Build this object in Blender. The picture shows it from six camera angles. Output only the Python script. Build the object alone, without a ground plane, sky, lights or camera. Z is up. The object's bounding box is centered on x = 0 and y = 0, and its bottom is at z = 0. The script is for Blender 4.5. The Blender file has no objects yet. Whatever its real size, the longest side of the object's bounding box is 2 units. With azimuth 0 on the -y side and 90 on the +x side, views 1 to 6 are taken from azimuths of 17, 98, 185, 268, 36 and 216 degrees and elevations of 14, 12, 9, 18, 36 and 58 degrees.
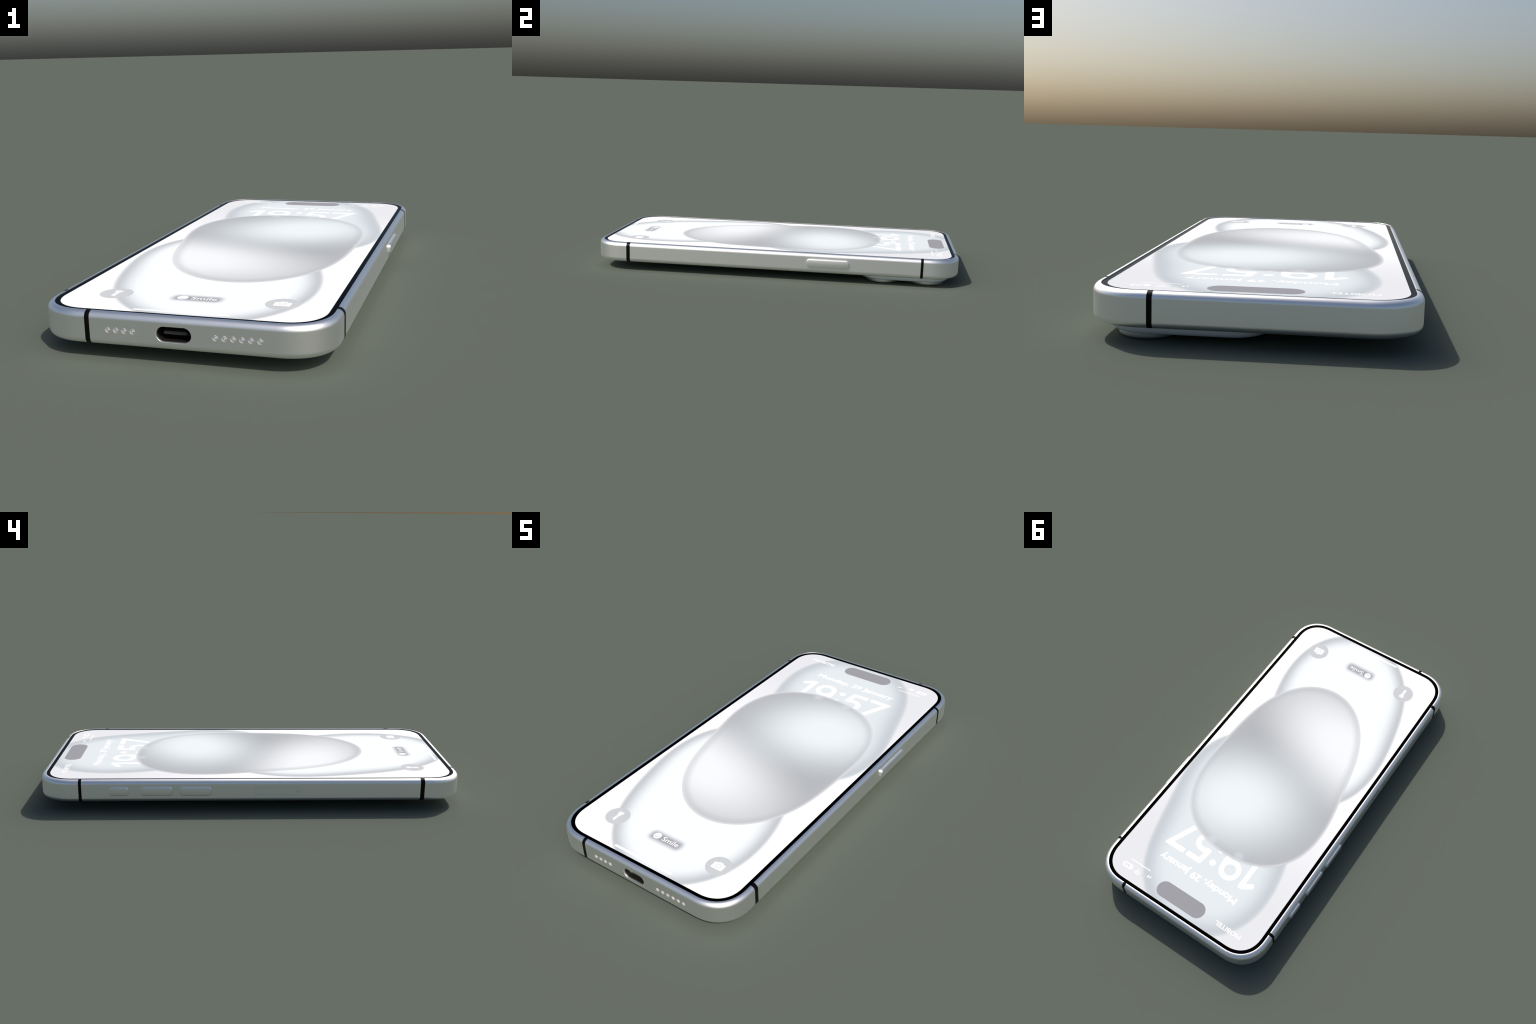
"""A smartphone lying on its back: satin metal frame, black glass bezel, lit lock screen
with pebble wallpaper, side buttons, charging port and a raised camera plate below."""
import bpy, bmesh, math
from math import sin, cos, pi, radians, sqrt, atan2

# ------------------------------------------------------------------ sizes
HX, HY = 0.4809, 0.9996            # half width / half length of the frame
Z0, Z1 = 0.0486, 0.1548         # underside of the body, crest of the frame
RB = 0.0212                     # edge rounding of the frame
RC = 0.1655                     # corner size of the frame outline
EXPO = 2.3                      # corner exponent (slightly squarer than a circle)
ZG = 0.1520                     # top of the black cover glass
ZS = 0.1526                     # top of the lit picture
ZMID = 0.1013                   # height of ports and buttons

# ------------------------------------------------------------------ helpers
def outline(hx, hy, r, n=28, e=EXPO):
    """Rounded rectangle with super-elliptic corners, counter-clockwise."""
    pts = []
    for (sx, sy, a0) in ((1, 1, 0), (-1, 1, 1), (-1, -1, 2), (1, -1, 3)):
        for i in range(n + 1):
            a = (a0 + i / n) * pi / 2
            c, s = cos(a), sin(a)
            pts.append((sx * (hx - r) + r * math.copysign(abs(c) ** (2 / e), c),
                        sy * (hy - r) + r * math.copysign(abs(s) ** (2 / e), s)))
    return pts

def stadium(half_len, r, n=14):
    pts = []
    for i in range(n + 1):
        a = -pi / 2 + pi * i / n
        pts.append((half_len - r + r * cos(a), r * sin(a)))
    for i in range(n + 1):
        a = pi / 2 + pi * i / n
        pts.append((-half_len + r + r * cos(a), r * sin(a)))
    return pts

def circle(r, n=48, cx=0.0, cy=0.0):
    return [(cx + r * cos(2 * pi * i / n), cy + r * sin(2 * pi * i / n)) for i in range(n)]

def make(name, mesh, mat, parent, loc=(0, 0, 0), rot=(0, 0, 0)):
    ob = bpy.data.objects.new(name, mesh)
    bpy.context.scene.collection.objects.link(ob)
    if mat is not None:
        mesh.materials.clear()
        mesh.materials.append(mat)
    ob.location, ob.rotation_euler = loc, rot
    ob.parent = parent
    return ob

def smooth(mesh, angle=35):
    mesh.shade_smooth()
    mesh.set_sharp_from_angle(angle=radians(angle))

def from_bm(name, bm, angle=35):
    bmesh.ops.recalc_face_normals(bm, faces=bm.faces)
    me = bpy.data.meshes.new(name)
    bm.to_mesh(me)
    bm.free()
    smooth(me, angle)
    return me

def loft(name, rings, cap_a=True, cap_b=True, angle=35):
    """Skin a stack of equally long closed 3D loops."""
    bm = bmesh.new()
    vs = [[bm.verts.new(p) for p in ring] for ring in rings]
    n = len(rings[0])
    for a, b in zip(vs, vs[1:]):
        for i in range(n):
            bm.faces.new((a[i], a[(i + 1) % n], b[(i + 1) % n], b[i]))
    if cap_a:
        bm.faces.new(list(reversed(vs[0])))
    if cap_b:
        bm.faces.new(vs[-1])
    bmesh.ops.remove_doubles(bm, verts=bm.verts, dist=1e-6)
    return from_bm(name, bm, angle)

def evaluated(ob):
    dg = bpy.context.evaluated_depsgraph_get()
    dg.update()
    return bpy.data.meshes.new_from_object(ob.evaluated_get(dg))

# ------------------------------------------------------------------ materials
def srgb(r, g, b, k=1.0):
    f = lambda c: ((c / 255 + 0.055) / 1.055) ** 2.4 if c > 10 else c / 255 / 12.92
    return (f(r) * k, f(g) * k * 1.02, f(b) * k, 1.0)

LIT = 0.90      # display value -> base colour under this sun and sky

def principled(name, color, metallic=0.0, rough=0.5, spec=0.5, coat=0.0):
    m = bpy.data.materials.new(name)
    m.use_nodes = True
    b = m.node_tree.nodes["Principled BSDF"]
    b.inputs["Base Color"].default_value = color
    b.inputs["Metallic"].default_value = metallic
    b.inputs["Roughness"].default_value = rough
    b.inputs["Specular IOR Level"].default_value = spec
    b.inputs["Coat Weight"].default_value = coat
    return m

class Graph:
    """Small expression builder for shader nodes."""
    def __init__(self, mat):
        self.t = mat.node_tree
        self.bsdf = self.t.nodes["Principled BSDF"]
        co = self.t.nodes.new("ShaderNodeTexCoord")
        sep = self.t.nodes.new("ShaderNodeSeparateXYZ")
        self.vec = co.outputs["Object"]
        self.t.links.new(self.vec, sep.inputs[0])
        self.x, self.y, self.z = sep.outputs
    def put(self, sock, v):
        if hasattr(v, "links"):
            self.t.links.new(v, sock)
        else:
            sock.default_value = v
    def m(self, op, a, b=None, c=None, clamp=False):
        n = self.t.nodes.new("ShaderNodeMath")
        n.operation, n.use_clamp = op, clamp
        for s, v in zip(n.inputs, (a, b, c)):
            if v is not None:
                self.put(s, v)
        return n.outputs[0]
    def ss(self, v, lo, hi, a=0.0, b=1.0):
        n = self.t.nodes.new("ShaderNodeMapRange")
        n.interpolation_type = 'SMOOTHSTEP'
        self.put(n.inputs[0], v)
        for i, q in enumerate((lo, hi, a, b)):
            n.inputs[i + 1].default_value = q
        return n.outputs[0]
    def ramp(self, v, stops):
        n = self.t.nodes.new("ShaderNodeValToRGB")
        n.color_ramp.interpolation = 'B_SPLINE'
        el = n.color_ramp.elements
        while len(el) < len(stops):
            el.new(0.5)
        for e, (p, c) in zip(el, stops):
            e.position, e.color = p, c
        self.put(n.inputs[0], v)
        return n.outputs[0]
    def mix(self, f, a, b, mode='MIX'):
        n = self.t.nodes.new("ShaderNodeMix")
        n.data_type, n.blend_type = 'RGBA', mode
        self.put(n.inputs[0], f)
        self.put(n.inputs[6], a)
        self.put(n.inputs[7], b)
        return n.outputs[2]
    def noise(self, scale, detail=2.0):
        n = self.t.nodes.new("ShaderNodeTexNoise")
        self.t.links.new(self.vec, n.inputs["Vector"])
        n.inputs["Scale"].default_value = scale
        n.inputs["Detail"].default_value = detail
        return n.outputs[0]
    def pebble(self, shape):
        """Radial depth inside a pebble outline (metres, > 0 inside)."""
        (cx, cy), co = shape
        dx, dy = self.m('SUBTRACT', self.x, cx), self.m('SUBTRACT', self.y, cy)
        th = self.m('ARCTAN2', dy, dx)
        q = co[0]
        for k in range(1, len(co) // 2 + 1):
            kt = self.m('MULTIPLY', th, float(k))
            q = self.m('MULTIPLY_ADD', self.m('COSINE', kt), co[2 * k - 1], q)
            q = self.m('MULTIPLY_ADD', self.m('SINE', kt), co[2 * k], q)
        r = self.m('INVERSE_SQRT', q)
        rho = self.m('SQRT', self.m('ADD', self.m('MULTIPLY', dx, dx), self.m('MULTIPLY', dy, dy)))
        return self.m('SUBTRACT', r, rho)
    def lobe(self, cx, cy, ax, ay, rot):
        """Elliptic distance: 0 at the lobe's middle, 1 on its edge."""
        dx, dy = self.m('SUBTRACT', self.x, cx), self.m('SUBTRACT', self.y, cy)
        c, s = cos(rot), sin(rot)
        u = self.m('ADD', self.m('MULTIPLY', dx, c / ax), self.m('MULTIPLY', dy, s / ax))
        v = self.m('ADD', self.m('MULTIPLY', dx, -s / ay), self.m('MULTIPLY', dy, c / ay))
        return self.m('SQRT', self.m('ADD', self.m('MULTIPLY', u, u), self.m('MULTIPLY', v, v)))

# pebble outlines: centre, then Fourier terms of 1/r^2 (constant, cos, sin, cos 2, sin 2 ...)
FRONT = ((0.0, 0.0), (4.894, -0.395, -0.441, 2.241, 0.481, -0.026, -0.478, 0.291, 0.076))
UPPER = ((0.04, 0.47), (5.110, -0.091, -0.129, 1.940, 1.523, 0.249, -0.009, 0.204, 0.181))
LOWER = ((-0.04, -0.47), (5.058, -0.214, -0.021, 1.846, 1.336, -0.225, 0.007, 0.109, 0.050))

def pebble_outline(shape, n=160):
    (cx, cy), co = shape
    pts = []
    for i in range(n):
        t = 2 * pi * i / n
        q = co[0] + sum(co[2 * k - 1] * cos(k * t) + co[2 * k] * sin(k * t)
                        for k in range(1, len(co) // 2 + 1))
        pts.append((cx + cos(t) / sqrt(q), cy + sin(t) / sqrt(q)))
    return pts

METAL = principled("satin_metal", (0.99, 0.99, 0.985, 1), metallic=1.0, rough=0.41)
BAND = principled("black_plastic", (0.0015, 0.0015, 0.0015, 1), rough=0.4, spec=0.15)
BEZEL = principled("black_glass", (0.0, 0.0, 0.0, 1), rough=0.04, spec=0.012)
BACK = principled("frosted_back_glass", (0.78, 0.80, 0.82, 1), rough=0.4)
PLATE = principled("camera_plate_glass", (0.85, 0.90, 0.96, 1), rough=0.3)
LENS = principled("lens_glass", (0.006, 0.006, 0.01, 1), rough=0.03, coat=1.0)
FLASH = principled("flash_diffuser", (0.9, 0.87, 0.74, 1), rough=0.25)
DARK = principled("port_black", (0.008, 0.0075, 0.007, 1), rough=0.5)
TONGUE = principled("port_tongue", (0.035, 0.037, 0.037, 1), rough=0.4)
BEAD = principled("cup_metal", (0.97, 0.96, 0.96, 1), metallic=0.8, rough=0.32)
WHITE = principled("screen_white", (0.98, 0.98, 0.98, 1), rough=0.5, spec=0.0)
DISC = principled("screen_grey_button", srgb(211, 212, 216, LIT), rough=0.5, spec=0.0)
GLYPH = principled("screen_grey_mark", srgb(190, 190, 198, LIT), rough=0.5, spec=0.0)
FAINT = principled("screen_faint_mark", srgb(218, 222, 227, LIT), rough=0.5, spec=0.0)
ISLAND = principled("screen_island_grey", srgb(163, 162, 168, LIT), rough=0.5, spec=0.0)

def wallpaper():
    m = principled("screen_wallpaper", (1, 1, 1, 1), rough=0.5, spec=0.0)
    g = Graph(m)
    # ground: white at the lower end, pale lilac-white at the upper end
    t = g.ss(g.y, -0.25, 0.75)
    col = g.mix(t, (0.98, 0.98, 0.98, 1), srgb(237, 237, 241, LIT))
    grain = g.m('MULTIPLY', g.m('SUBTRACT', g.noise(260.0, 3.0), 0.5), 0.018)
    for shape, rim, deep, core, reach in (
            (UPPER, srgb(218, 222, 226, LIT), srgb(203, 209, 214, LIT), srgb(233, 238, 242, LIT), 0.20),
            (LOWER, srgb(222, 223, 227, LIT), srgb(202, 205, 209, LIT), srgb(248, 251, 254, 0.95), 0.15)):
        d = g.pebble(shape)
        dn = g.m('DIVIDE', g.m('ADD', d, grain), reach)
        mid = tuple(0.5 * (a + b) for a, b in zip(deep, core))
        inner = g.ramp(dn, ((0.0, rim), (0.12, deep), (0.20, deep), (0.38, mid), (0.62, core), (0.95, core)))
        col = g.mix(g.ss(d, -0.005, 0.017), col, inner)
    # soft dark halo behind the label
    dx = g.m('SUBTRACT', g.m('ABSOLUTE', g.m('SUBTRACT', g.x, 0.002)), 0.062)
    dy = g.m('SUBTRACT', g.m('ABSOLUTE', g.m('ADD', g.y, 0.795)), 0.006)
    px, py = g.m('MAXIMUM', dx, 0.0), g.m('MAXIMUM', dy, 0.0)
    dist = g.m('SQRT', g.m('ADD', g.m('MULTIPLY', px, px), g.m('MULTIPLY', py, py)))
    col = g.mix(g.ss(dist, 0.0, 0.040, 1.0, 0.0), col, srgb(168, 168, 175, LIT))
    g.t.links.new(col, g.bsdf.inputs["Base Color"])
    return m

def front_pebble():
    m = principled("screen_front_pebble", (1, 1, 1, 1), rough=0.5, spec=0.0)
    g = Graph(m)
    d = g.pebble(FRONT)
    grain = g.m('MULTIPLY', g.m('SUBTRACT', g.noise(260.0, 3.0), 0.5), 0.05)
    dark = srgb(185, 187, 191, LIT)
    low = g.lobe(-0.215, -0.294, 0.755, 0.410, -0.321)
    upp = g.lobe(0.106, 0.286, 0.552, 0.439, 0.365)
    low = g.ss(g.m('ADD', low, grain), 0.112, 1.0, 1.0, 0.0)
    upp = g.ss(g.m('ADD', upp, grain), 0.125, 1.0, 1.0, 0.0)
    col = g.mix(low, dark, srgb(250, 251, 254, LIT))
    col = g.mix(upp, col, g.mix(upp, srgb(230, 239, 242, LIT), srgb(241, 246, 250, LIT)))
    # shade towards the rim, and the paler line of light on the very rim
    rim = g.ss(d, 0.010, 0.060, 0.46, 0.0)
    col = g.mix(rim, col, srgb(191, 192, 197, LIT))
    edge = g.ss(d, 0.0, 0.020, 0.70, 0.0)
    col = g.mix(edge, col, srgb(234, 235, 239, LIT))
    # digits shimmer faintly through the rim
    for cx, cy in ((-0.100, 0.548), (0.071, 0.547)):
        s = g.lobe(cx, cy, 0.036, 0.03, 0)
        col = g.mix(g.ss(s, 0.3, 1.0, 0.45, 0.0), col, srgb(226, 229, 233, LIT))
    g.t.links.new(col, g.bsdf.inputs["Base Color"])
    return m

# ------------------------------------------------------------------ the thing
phone = bpy.data.objects.new("smartphone", None)
bpy.context.scene.collection.objects.link(phone)
phone["label"] = "white smartphone with satin metal frame and lit lock screen"
phone["category"] = "mobile phone"

# ---- frame: one closed shell, rounded at both edges, with a sunk bed for the glass
def ring(inset, z):
    return [(x, y, z) for x, y in outline(HX - inset, HY - inset, RC - inset)]

rings, SEG = [], 10
for i in range(SEG + 1):
    a = pi / 2 * i / SEG
    rings.append(ring(RB * (1 - sin(a)), Z0 + RB * (1 - cos(a))))
rings.append(ring(0.0, Z0 + RB + 0.003))    # support loops keep the walls dead flat
rings.append(ring(0.0, Z1 - RB - 0.003))
for i in range(SEG + 1):
    a = pi / 2 * i / SEG
    rings.append(ring(RB * (1 - cos(a)), Z1 - RB * (1 - sin(a))))
rings.append(ring(RB + 0.0006, Z1 - 0.0006))
rings.append(ring(RB + 0.0006, ZG - 0.006))
frame_mesh = loft("frame", rings)
frame = make("frame", frame_mesh, METAL, phone)

cutters = []
def cutter(mesh, loc=(0, 0, 0)):
    ob = make("cutter", mesh, None, None, loc)
    cutters.append(ob)
    return ob

def prism_y(pts, y0, y1, name="prism"):
    """Extrude an (x, z) outline along y."""
    return loft(name, [[(x, y0, z) for x, z in pts], [(x, y1, z) for x, z in pts]])

PORT_R = 0.0245
cutter(prism_y(stadium(0.0568, PORT_R), -1.02, -0.93), (0, 0, ZMID - 0.001))
bead_x = [-0.2164 + 0.0275 * i for i in range(4)] + [0.1320 + 0.02752 * i for i in range(6)]
hole = prism_y(circle(0.0096, 28), -1.02, -0.955)
for bx in bead_x:
    cutter(hole, (bx, 0, ZMID - 0.0003))
# groove round the card tray, and its release hole
def x_ring(pts_out, pts_in, x0, x1):
    bm = bmesh.new()
    loops = []
    for pts, x in ((pts_out, x0), (pts_out, x1), (pts_in, x1), (pts_in, x0)):
        loops.append([bm.verts.new((x, y, z)) for y, z in pts])
    n = len(pts_out)
    for k in range(4):
        a, b = loops[k], loops[(k + 1) % 4]
        for i in range(n):
            bm.faces.new((a[i], a[(i + 1) % n], b[(i + 1) % n], b[i]))
    return from_bm("groove", bm)
TRAY = (-0.1212, 0.1018)
cutter(x_ring(stadium(0.1130, 0.0192), stadium(0.1110, 0.0172), -0.50, -0.4770), (0, TRAY[0], TRAY[1]))
pin = loft("pin_hole", [[(x, y, z) for y, z in circle(0.0078, 24)] for x in (-0.50, -0.472)])
cutter(pin, (0, -0.2138, TRAY[1]))
for c in cutters:
    md = frame.modifiers.new("cut", 'BOOLEAN')
    md.object, md.operation, md.solver = c, 'DIFFERENCE', 'EXACT'
new_mesh = evaluated(frame)
frame.modifiers.clear()
frame.data = new_mesh
new_mesh.name = "frame"
new_mesh.materials.clear()
new_mesh.materials.append(METAL)

def frame_normal(p):
    """Exact normal of the rounded frame surface at p."""
    dx, dy = abs(p.x) - (HX - RC), abs(p.y) - (HY - RC)
    if dx > 0 and dy > 0:
        hx, hy = dx ** (EXPO - 1), dy ** (EXPO - 1)
    elif dx > 0:
        hx, hy = 1.0, 0.0
    else:
        hx, hy = 0.0, 1.0
    k = math.hypot(hx, hy)
    nz = max(0.0, (p.z - Z1 + RB) / RB) - max(0.0, (Z0 + RB - p.z) / RB)
    nz = max(-1.0, min(1.0, nz))
    h = sqrt(1 - nz * nz) / k
    return (math.copysign(hx * h, p.x), math.copysign(hy * h, p.y), nz)

loop_normals = []
for poly in new_mesh.polygons:
    for li in poly.loop_indices:
        n = frame_normal(new_mesh.vertices[new_mesh.loops[li].vertex_index].co)
        fn = poly.normal
        ok = abs(fn.z) < 0.9985 and n[0] * fn.x + n[1] * fn.y + n[2] * fn.z > 0.93
        loop_normals.append(n if ok else tuple(fn))
new_mesh.shade_smooth()
new_mesh.normals_split_custom_set(loop_normals)
for c in cutters:
    bpy.data.objects.remove(c)

# ---- back panel
back_rings = [[(x, y, z) for x, y in outline(HX - RB - i, HY - RB - i, RC - RB - i)]
              for i, z in ((0.0, Z0 + 0.001), (0.0, Z0 - 0.0006), (0.0015, Z0 - 0.0015))]
make("back_panel", loft("back_panel", back_rings), BACK, phone)

# ---- antenna bands: thin sleeves over the frame section
def band_section(hw):
    """Frame section (outward, z), standing proud by a hair, open on the inside."""
    out, inn = [], []
    p = 0.0007
    for i in range(SEG + 1):
        a = pi / 2 * i / SEG
        out.append((-RB + (RB + p) * sin(a), Z0 + RB - (RB + p) * cos(a)))
    for i in range(SEG + 1):
        a = pi / 2 * i / SEG
        out.append((-RB + (RB + p) * cos(a), Z1 - RB + (RB + p) * sin(a)))
    inn = [(-RB - 0.0005, Z1 - 0.004), (-RB - 0.0005, Z0 + 0.004)]
    return out + inn

def band_mesh(w):
    sec = band_section(w)
    return loft("antenna_band", [[(d, -w / 2, z) for d, z in sec], [(d, w / 2, z) for d, z in sec]])

wide, slim, short = band_mesh(0.0196), band_mesh(0.0140), band_mesh(0.0155)
for mesh, loc, rz in ((wide, (HX, -0.8000, 0), 0), (wide, (-HX, -0.8005, 0), pi),
                      (slim, (HX, 0.7990, 0), 0), (slim, (-HX, 0.7990, 0), pi),
                      (short, (-0.2855, -HY, 0), -pi / 2), (short, (0.2843, HY, 0), pi / 2)):
    make("antenna_band", mesh, BAND, phone, loc, (0, 0, rz))

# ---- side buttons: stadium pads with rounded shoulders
def pad_mesh(name, half_len, r, proud, shoulder):
    corner = r * 0.68
    rr = [[(-0.004, y, z) for y, z in outline(half_len, r, corner, 8, 2.0)]]
    for i in range(4):
        a = pi / 2 * i / 3
        k = shoulder * (1 - cos(a))
        rr.append([(proud - shoulder + shoulder * sin(a), y, z)
                   for y, z in outline(half_len - k, r - k, corner - k, 8, 2.0)])
    return loft(name, rr, cap_a=False, angle=50)

PROUD = 0.0085
def button(name, y0, y1, side, proud=PROUD, shoulder=0.0030):
    me = pad_mesh(name, (y1 - y0) / 2, 0.0203, proud, shoulder)
    return make(name, me, METAL, phone, (side * HX, (y0 + y1) / 2, ZMID + 0.0008),
                (0, 0, 0 if side > 0 else pi))
button("power_button", 0.1895, 0.4135, 1, 0.0100, 0.0020)
button("action_button", 0.5745, 0.6620, -1)
button("volume_button", 0.3712, 0.5158, -1)
button("volume_button", 0.1905, 0.3360, -1)

# ---- release pin at the bottom of the tray hole
def dome(name, r, h, rows=5, n=24):
    """Shallow cap facing +x."""
    rr = []
    for i in range(rows):
        a = pi / 2 * i / rows
        rr.append([(h * sin(a), r * cos(a) * cos(2 * pi * k / n), r * cos(a) * sin(2 * pi * k / n))
                   for k in range(n)])
    return loft(name, rr, cap_a=False, angle=80)
make("tray_release", dome("tray_release", 0.0077, 0.003), METAL, phone,
     (-0.4770, -0.2138, TRAY[1]), (0, 0, pi))

# ---- speaker and microphone holes: bright cups in the lower edge
bead = loft("speaker_hole", [[(r * cos(2 * pi * k / 24), y, r * sin(2 * pi * k / 24)) for k in range(24)]
                             for r, y in ((0.00955, -0.9985), (0.0094, -0.9970), (0.0094, -0.9860), (0.0085, -0.9825),
                                          (0.0050, -0.9812), (0.0015, -0.9810))], cap_a=False, angle=60)
for bx in bead_x:
    make("speaker_hole", bead, BEAD, phone, (bx, 0, ZMID - 0.0003))

# ---- charging port: dark well with a tongue
rr = [[(x, y, z) for x, z in stadium(0.0568 + i, PORT_R + i)]
      for i, y in ((0.0005, -0.9915), (-0.0012, -0.9915), (-0.0012, -0.9350))]
port = make("charging_port", loft("charging_port", rr, cap_a=False), DARK, phone, (0, 0, ZMID - 0.001))
rim = [[(x, y, z) for x, z in stadium(0.0568 + i, PORT_R + i)]
       for i, y in ((0.0014, -HY - 0.0003), (0.0006, -HY - 0.0002), (-0.0004, -HY + 0.0010), (-0.0009, -HY + 0.0030),
                    (-0.0009, -0.9915))]
make("port_rim", loft("port_rim", rim, False, False, 60), METAL, port)
tr = [[(x, y, z) for x, z in stadium(0.0377 - i, 0.0052 - i)]
      for i, y in ((0.0, -0.941), (0.0, -0.983), (0.0008, -0.984))]
make("port_tongue", loft("port_tongue", tr), TONGUE, port, (0, 0, 0.0012))

# ---- cover glass with black bezel
gl = [[(x, y, z) for x, y in outline(0.4596 - i, 0.9783 - i, 0.1440 - i)]
      for i, z in ((0.0, ZG - 0.005), (0.0, ZG - 0.0006), (0.0008, ZG))]
make("display_bezel", loft("display_bezel", gl, cap_a=False), BEZEL, phone)

# ---- lit screen
WALL, PEB = wallpaper(), front_pebble()
sc = [[(x, y, z) for x, y in outline(0.4412, 0.9607, 0.1256)] for z in (ZG - 0.001, ZS)]
screen = make("screen", loft("screen", sc, cap_a=False), WALL, phone)

def flat(name, polys, mat, z, parent=screen):
    """Printed mark: polygons in the screen plane, each a hair above the one before."""
    bm = bmesh.new()
    for k, pts in enumerate(polys):
        f = bm.faces.new([bm.verts.new((x, y, z + 0.00003 * k)) for x, y in pts])
        if f.calc_center_median() is not None:
            f.normal_update()
            if f.normal.z < 0:
                f.normal_flip()
    me = bpy.data.meshes.new(name)
    bm.to_mesh(me)
    bm.free()
    return make(name, me, mat, parent)

def stroke(path, w, round_a=True, round_b=True, cap=6):
    """Ribbon polygon of width w along a path."""
    n = len(path)
    left, right = [], []
    nrm = []
    for i in range(n):
        a, b = path[max(i - 1, 0)], path[min(i + 1, n - 1)]
        if 0 < i < n - 1:
            d1 = (path[i][0] - a[0], path[i][1] - a[1]); d2 = (b[0] - path[i][0], b[1] - path[i][1])
            l1, l2 = math.hypot(*d1), math.hypot(*d2)
            n1 = (-d1[1] / l1, d1[0] / l1); n2 = (-d2[1] / l2, d2[0] / l2)
            mx, my = n1[0] + n2[0], n1[1] + n2[1]
            k = 2 / (mx * mx + my * my)
            nrm.append((mx * k, my * k))
        else:
            d = (b[0] - a[0], b[1] - a[1]); l = math.hypot(*d)
            nrm.append((-d[1] / l, d[0] / l))
    h = w / 2
    for i, (p, q) in enumerate(zip(path, nrm)):
        lp, rp = (p[0] + q[0] * h, p[1] + q[1] * h), (p[0] - q[0] * h, p[1] - q[1] * h)
        sides = {0: [lp], 1: [rp]}
        if math.hypot(*q) > 1.15:                      # sharp turn: soften the outer corner
            a, b = path[i - 1], path[i + 1]
            turn = (p[0] - a[0]) * (b[1] - p[1]) - (p[1] - a[1]) * (b[0] - p[0])
            out, tip0 = (1, rp) if turn > 0 else (0, lp)
            sg = -1 if out else 1
            a1 = atan2(p[1] - a[1], p[0] - a[0]) + sg * pi / 2
            a2 = atan2(b[1] - p[1], b[0] - p[0]) + sg * pi / 2
            da = (a2 - a1 + pi) % (2 * pi) - pi
            fan = []
            for j in range(9):
                t = a1 + da * j / 8
                w = 0.62 * sin(pi * j / 8)
                fan.append(((1 - w) * (p[0] + h * cos(t)) + w * tip0[0], (1 - w) * (p[1] + h * sin(t)) + w * tip0[1]))
            sides[out] = fan
        left += sides[0]
        right += sides[1]
    def tip(p, nx, ny, full):
        """Cap with rounded corners (full: half circle)."""
        tx, ty = ny, -nx
        out = []
        r = h if full else h * 0.45
        for s, a0 in ((1, 0.0), (-1, pi / 2)):
            for i in range(cap + 1):
                a = a0 + pi / 2 * i / cap
                out.append((p[0] + nx * (s * (h - r) + r * cos(a)) + tx * (r * sin(a) - (0 if full else r)),
                            p[1] + ny * (s * (h - r) + r * cos(a)) + ty * (r * sin(a) - (0 if full else r))))
        return out
    end = tip(path[-1], *nrm[-1], round_b)
    beg = tip(path[0], -nrm[0][0], -nrm[0][1], round_a)
    return left[1:-1] + end + list(reversed(right[1:-1])) + beg

def arc(cx, cy, rx, ry, a0, a1, n=20):
    return [(cx + rx * cos(radians(a0 + (a1 - a0) * i / n)), cy + ry * sin(radians(a0 + (a1 - a0) * i / n)))
            for i in range(n + 1)]

def sector(cx, cy, r0, r1, a0, a1, n=12):
    return arc(cx, cy, r1, r1, a0, a1, n) + list(reversed(arc(cx, cy, r0, r0, a0, a1, n)))

def rounded(cx, cy, hx, hy, r):
    return [(cx + x, cy + y) for x, y in outline(hx, hy, r, n=6, e=2.0)]

def lettering(name, text, x0, x1, base, cap, weight, mat, z):
    """Built-in font, fitted to a measured width and capital height."""
    cu = bpy.data.curves.new(name, 'FONT')
    cu.body, cu.size, cu.fill_mode = text, 1.0, 'FRONT'
    cu.resolution_u = 6
    ob = bpy.data.objects.new(name, cu)
    bpy.context.scene.collection.objects.link(ob)
    me = evaluated(ob)
    bpy.data.objects.remove(ob)
    ref = bpy.data.curves.new("ref", 'FONT')
    ref.body, ref.fill_mode = "E", 'FRONT'
    ro = bpy.data.objects.new("ref", ref)
    bpy.context.scene.collection.objects.link(ro)
    rm = evaluated(ro)
    bpy.data.objects.remove(ro)
    ys = [v.co.y for v in rm.vertices]
    xs = [v.co.x for v in me.vertices]
    y0, ky = min(ys), cap / (max(ys) - min(ys))
    kx = (x1 - x0) / (max(xs) - min(xs))
    xmin = min(xs)
    bm = bmesh.new()
    for k, (ox, oy) in enumerate(((0, 0), (1, 0), (-1, 0), (0, 1), (0, -1), (0.7, 0.7), (-0.7, 0.7), (0.7, -0.7), (-0.7, -0.7))):
        part = me.copy()
        for v in part.vertices:
            v.co = (x0 + (v.co.x - xmin) * kx + ox * weight * cap, base + (v.co.y - y0) * ky + oy * weight * cap,
                    z + 0.00001 * k)
        bm.from_mesh(part)
        bpy.data.meshes.remove(part)
    bpy.data.meshes.remove(rm)
    bpy.data.meshes.remove(me)
    me = bpy.data.meshes.new(name)
    bm.to_mesh(me)
    bm.free()
    return make(name, me, mat, screen)

Z_TEXT, Z_PEB, Z_UI, Z_ICON, Z_DOT = ZS + 0.0001, ZS + 0.0003, ZS + 0.0001, ZS + 0.0002, ZS + 0.0004

# front pebble covers the lower part of the clock
flat("front_pebble", [pebble_outline(FRONT)], PEB, Z_PEB)

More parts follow.
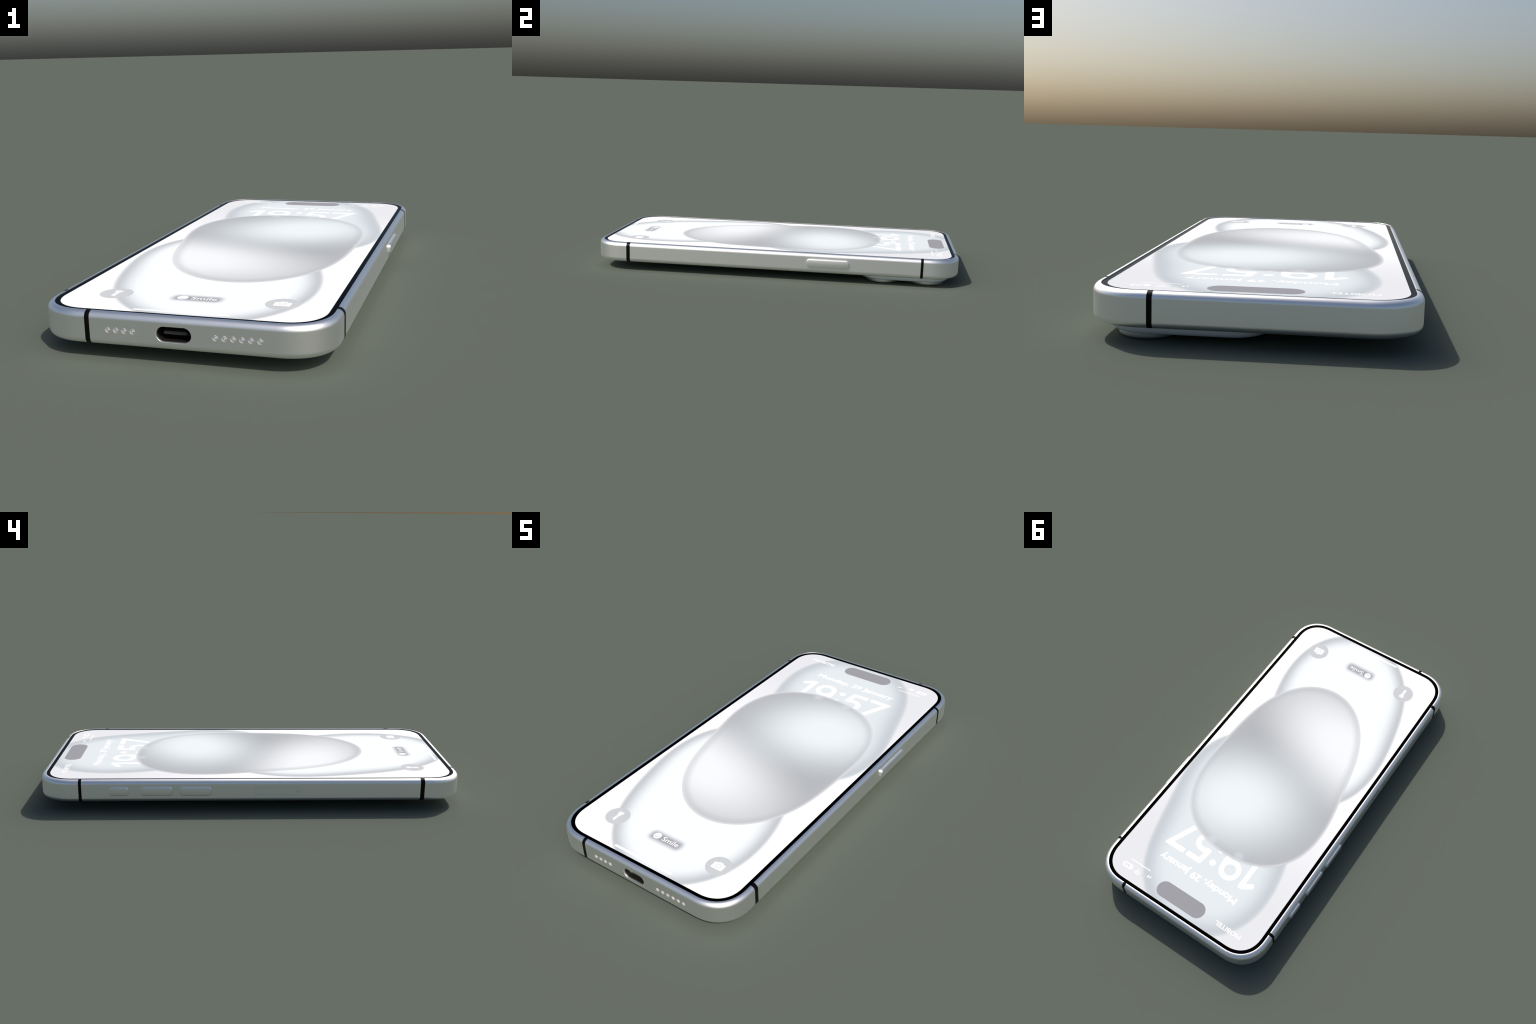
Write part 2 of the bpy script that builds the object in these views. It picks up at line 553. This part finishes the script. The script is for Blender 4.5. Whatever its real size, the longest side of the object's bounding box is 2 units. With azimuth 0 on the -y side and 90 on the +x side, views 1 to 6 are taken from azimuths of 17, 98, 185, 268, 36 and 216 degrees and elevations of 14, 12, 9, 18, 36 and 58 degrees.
# clock digits: rounded strokes
W = 0.0280
digit = lambda polys: flat("clock_digit", polys, WHITE, Z_TEXT)
digit([stroke([(-0.2480, 0.6490), (-0.2050, 0.6775)], W, True, False), stroke([(-0.2017, 0.6890), (-0.2017, 0.530)], 0.0275, False, False)])
digit([sector(-0.1070, 0.6345, 0.0305, 0.0575, 0, 180, 24), sector(-0.1070, 0.6345, 0.0305, 0.0575, 180, 360, 24),
       stroke([(-0.0630, 0.6345), (-0.0605, 0.6050), (-0.0630, 0.5780), (-0.0800, 0.5450)], W)])
digit([stroke([(0.1315, 0.6772), (0.0520, 0.6772), (0.0425, 0.612)], W, False, False),
       stroke([(0.0425, 0.612)] + arc(0.0775, 0.5800, 0.043, 0.0375, 125, -150, 26), W, True, True)])
digit([stroke([(0.1465, 0.6772), (0.2440, 0.6772), (0.1790, 0.5360)], W, False, False)])
digit([circle(0.0175, 28, -0.0105, 0.6505), circle(0.0175, 28, -0.0105, 0.5700)])

lettering("date_text", "Monday, 29 January", -0.2300, 0.2325, 0.7420, 0.0338, 0.065, WHITE, Z_TEXT)
lettering("carrier_text", "MOBITEL", -0.3550, -0.2095, 0.8830, 0.0215, 0.05, WHITE, Z_TEXT)
lettering("label_text", "Smile", -0.0175, 0.0685, -0.8045, 0.0245, 0.02, WHITE, Z_TEXT)

# camera island, status icons
flat("screen_island", [[(x, 0.895 + y) for x, y in stadium(0.1405, 0.0415, 20)]], ISLAND, Z_UI)
flat("status_line", [[(0.2815 + x, 0.859 + y) for x, y in stadium(0.0630, 0.0026)]], WHITE, Z_UI)
flat("signal_bar", [[(0.1985 + y, 0.8865 + x) for x, y in stadium(0.0060, 0.0040)],
                    [(0.2110 + y, 0.8890 + x) for x, y in stadium(0.0075, 0.0040)]], WHITE, Z_UI)
flat("signal_bar", [[(0.2262 + y, 0.8915 + x) for x, y in stadium(0.0105, 0.0036)],
                    [(0.2395 + y, 0.8940 + x) for x, y in stadium(0.0130, 0.0036)]], FAINT, Z_UI)
flat("wireless_icon", [sector(0.2720, 0.8845, 0.0215, 0.0275, 45, 135), sector(0.2720, 0.8845, 0.0115, 0.0175, 45, 135),
                       [(0.2720, 0.8835)] + arc(0.2720, 0.8845, 0.0078, 0.0078, 45, 135, 6)], WHITE, Z_UI)
flat("battery_icon", [rounded(0.3330, 0.8965, 0.0285, 0.0142, 0.0095)], WHITE, Z_UI)
flat("battery_icon", [rounded(0.3645, 0.8965, 0.0018, 0.0045, 0.0016)], WHITE, Z_UI)
lettering("battery_text", "50", 0.3235, 0.3525, 0.8895, 0.0135, 0.02, FAINT, Z_ICON)

# lower row: torch, label face, camera, home bar
flat("torch_button", [circle(0.0555, 64, -0.2820, -0.7928)], DISC, Z_UI)
flat("camera_button", [circle(0.0555, 64, 0.2843, -0.7925)], DISC, Z_UI)
tx, ty = -0.2825, -0.7925
flat("torch_icon", [[(tx - 0.0115, ty + 0.0300), (tx + 0.0115, ty + 0.0300), (tx + 0.0130, ty + 0.0285),
                     (tx + 0.0130, ty + 0.0180), (tx + 0.0070, ty + 0.0065), (tx + 0.0070, ty - 0.0260),
                     (tx + 0.0045, ty - 0.0300), (tx - 0.0045, ty - 0.0300), (tx - 0.0070, ty - 0.0260),
                     (tx - 0.0070, ty + 0.0065), (tx - 0.0130, ty + 0.0180), (tx - 0.0130, ty + 0.0285)]], WHITE, Z_ICON)
flat("torch_icon", [circle(0.0030, 16, tx, ty - 0.002),
                    [(tx - 0.012, ty + 0.0215), (tx + 0.012, ty + 0.0215), (tx + 0.012, ty + 0.0229), (tx - 0.012, ty + 0.0229)]],
     DISC, Z_DOT)
kx, ky = 0.2840, -0.7950
flat("camera_icon", [rounded(kx, ky, 0.0275, 0.0185, 0.005)], WHITE, Z_ICON)
flat("camera_icon", [[(kx - 0.0150, ky + 0.0180), (kx + 0.0150, ky + 0.0180), (kx + 0.0100, ky + 0.0238),
                      (kx + 0.0070, ky + 0.0250), (kx - 0.0070, ky + 0.0250), (kx - 0.0100, ky + 0.0238)]], WHITE, Z_ICON + 0.0001)
flat("camera_icon", [sector(kx, ky + 0.002, 0.0095, 0.0115, 0, 180, 20), sector(kx, ky + 0.002, 0.0095, 0.0115, 180, 360, 20),
                     circle(0.0020, 12, kx + 0.0195, ky + 0.0100)], DISC, Z_DOT)
fx, fy = -0.0480, -0.7925
flat("label_face", [circle(0.0185, 40, fx, fy)], WHITE, Z_UI)
flat("label_face", [circle(0.0016, 12, fx - 0.0055, fy + 0.0050), circle(0.0016, 12, fx + 0.0055, fy + 0.0050),
                    sector(fx, fy + 0.001, 0.0080, 0.0108, 200, 340)], GLYPH, Z_ICON)
flat("home_bar", [[(0.0015 + x, -0.9385 + y) for x, y in stadium(0.1585, 0.0062)]], WHITE, Z_UI)

# ---- camera plate on the underside with three ringed lenses
PX, PY, PH = 0.1940, 0.7115, 0.2475
pl = []
for inset, z in ((0.0, Z0 + 0.0005), (0.0012, Z0 - 0.0050), (0.0040, Z0 - 0.0110), (0.0082, Z0 - 0.0170),
                 (0.0135, Z0 - 0.0225), (0.0190, Z0 - 0.0268), (0.0250, Z0 - 0.0294), (0.0340, Z0 - 0.0306)):
    pl.append([(PX + x, PY + y, z) for x, y in outline(PH - inset, PH - inset, 0.135 - inset)])
plate = make("camera_plate", loft("camera_plate", pl, cap_a=False, angle=40), PLATE, phone)
ZP = Z0 - 0.0306

def lens_ring_mesh():
    prof = [(0.0885, 0.004), (0.0885, -0.0115), (0.0875, -0.0145), (0.0848, -0.0168), (0.0800, -0.0178),
            (0.0660, -0.0180), (0.0620, -0.0172), (0.0610, -0.0120), (0.0610, 0.004)]
    return loft("camera_lens", [[(r * cos(2 * pi * i / 64), r * sin(2 * pi * i / 64), z) for i in range(64)]
                                for r, z in prof], cap_a=False, cap_b=False, angle=50)

def lens_glass_mesh():
    prof = [(0.0606, -0.0140), (0.0450, -0.0142), (0.0300, -0.0143), (0.0290, -0.0120), (0.0150, -0.0105)]
    return loft("lens_glass", [[(r * cos(2 * pi * i / 48), r * sin(2 * pi * i / 48), z) for i in range(48)]
                               for r, z in prof], cap_a=False, angle=30)

ring_me, glass_me = lens_ring_mesh(), lens_glass_mesh()
for cx, cy in ((0.3230, 0.8345), (0.3230, 0.5970), (0.0850, 0.7158)):
    make("camera_lens", ring_me, METAL, plate, (cx, cy, ZP))
    make("lens_glass", glass_me, LENS, plate, (cx, cy, ZP))

def button_disc(name, r, h, mat, loc):
    make(name, loft(name, [[(x, y, z) for x, y in circle(r - i, 40)]
                           for i, z in ((0, 0.002), (0, -h * 0.6), (h * 0.4, -h))], cap_a=False), mat, plate, loc)
button_disc("camera_flash", 0.0300, 0.0025, FLASH, (0.1000, 0.8500, ZP))
button_disc("depth_sensor", 0.0300, 0.0025, LENS, (0.1000, 0.5850, ZP))
button_disc("camera_microphone", 0.0060, 0.0010, DARK, (0.2300, 0.9000, ZP))
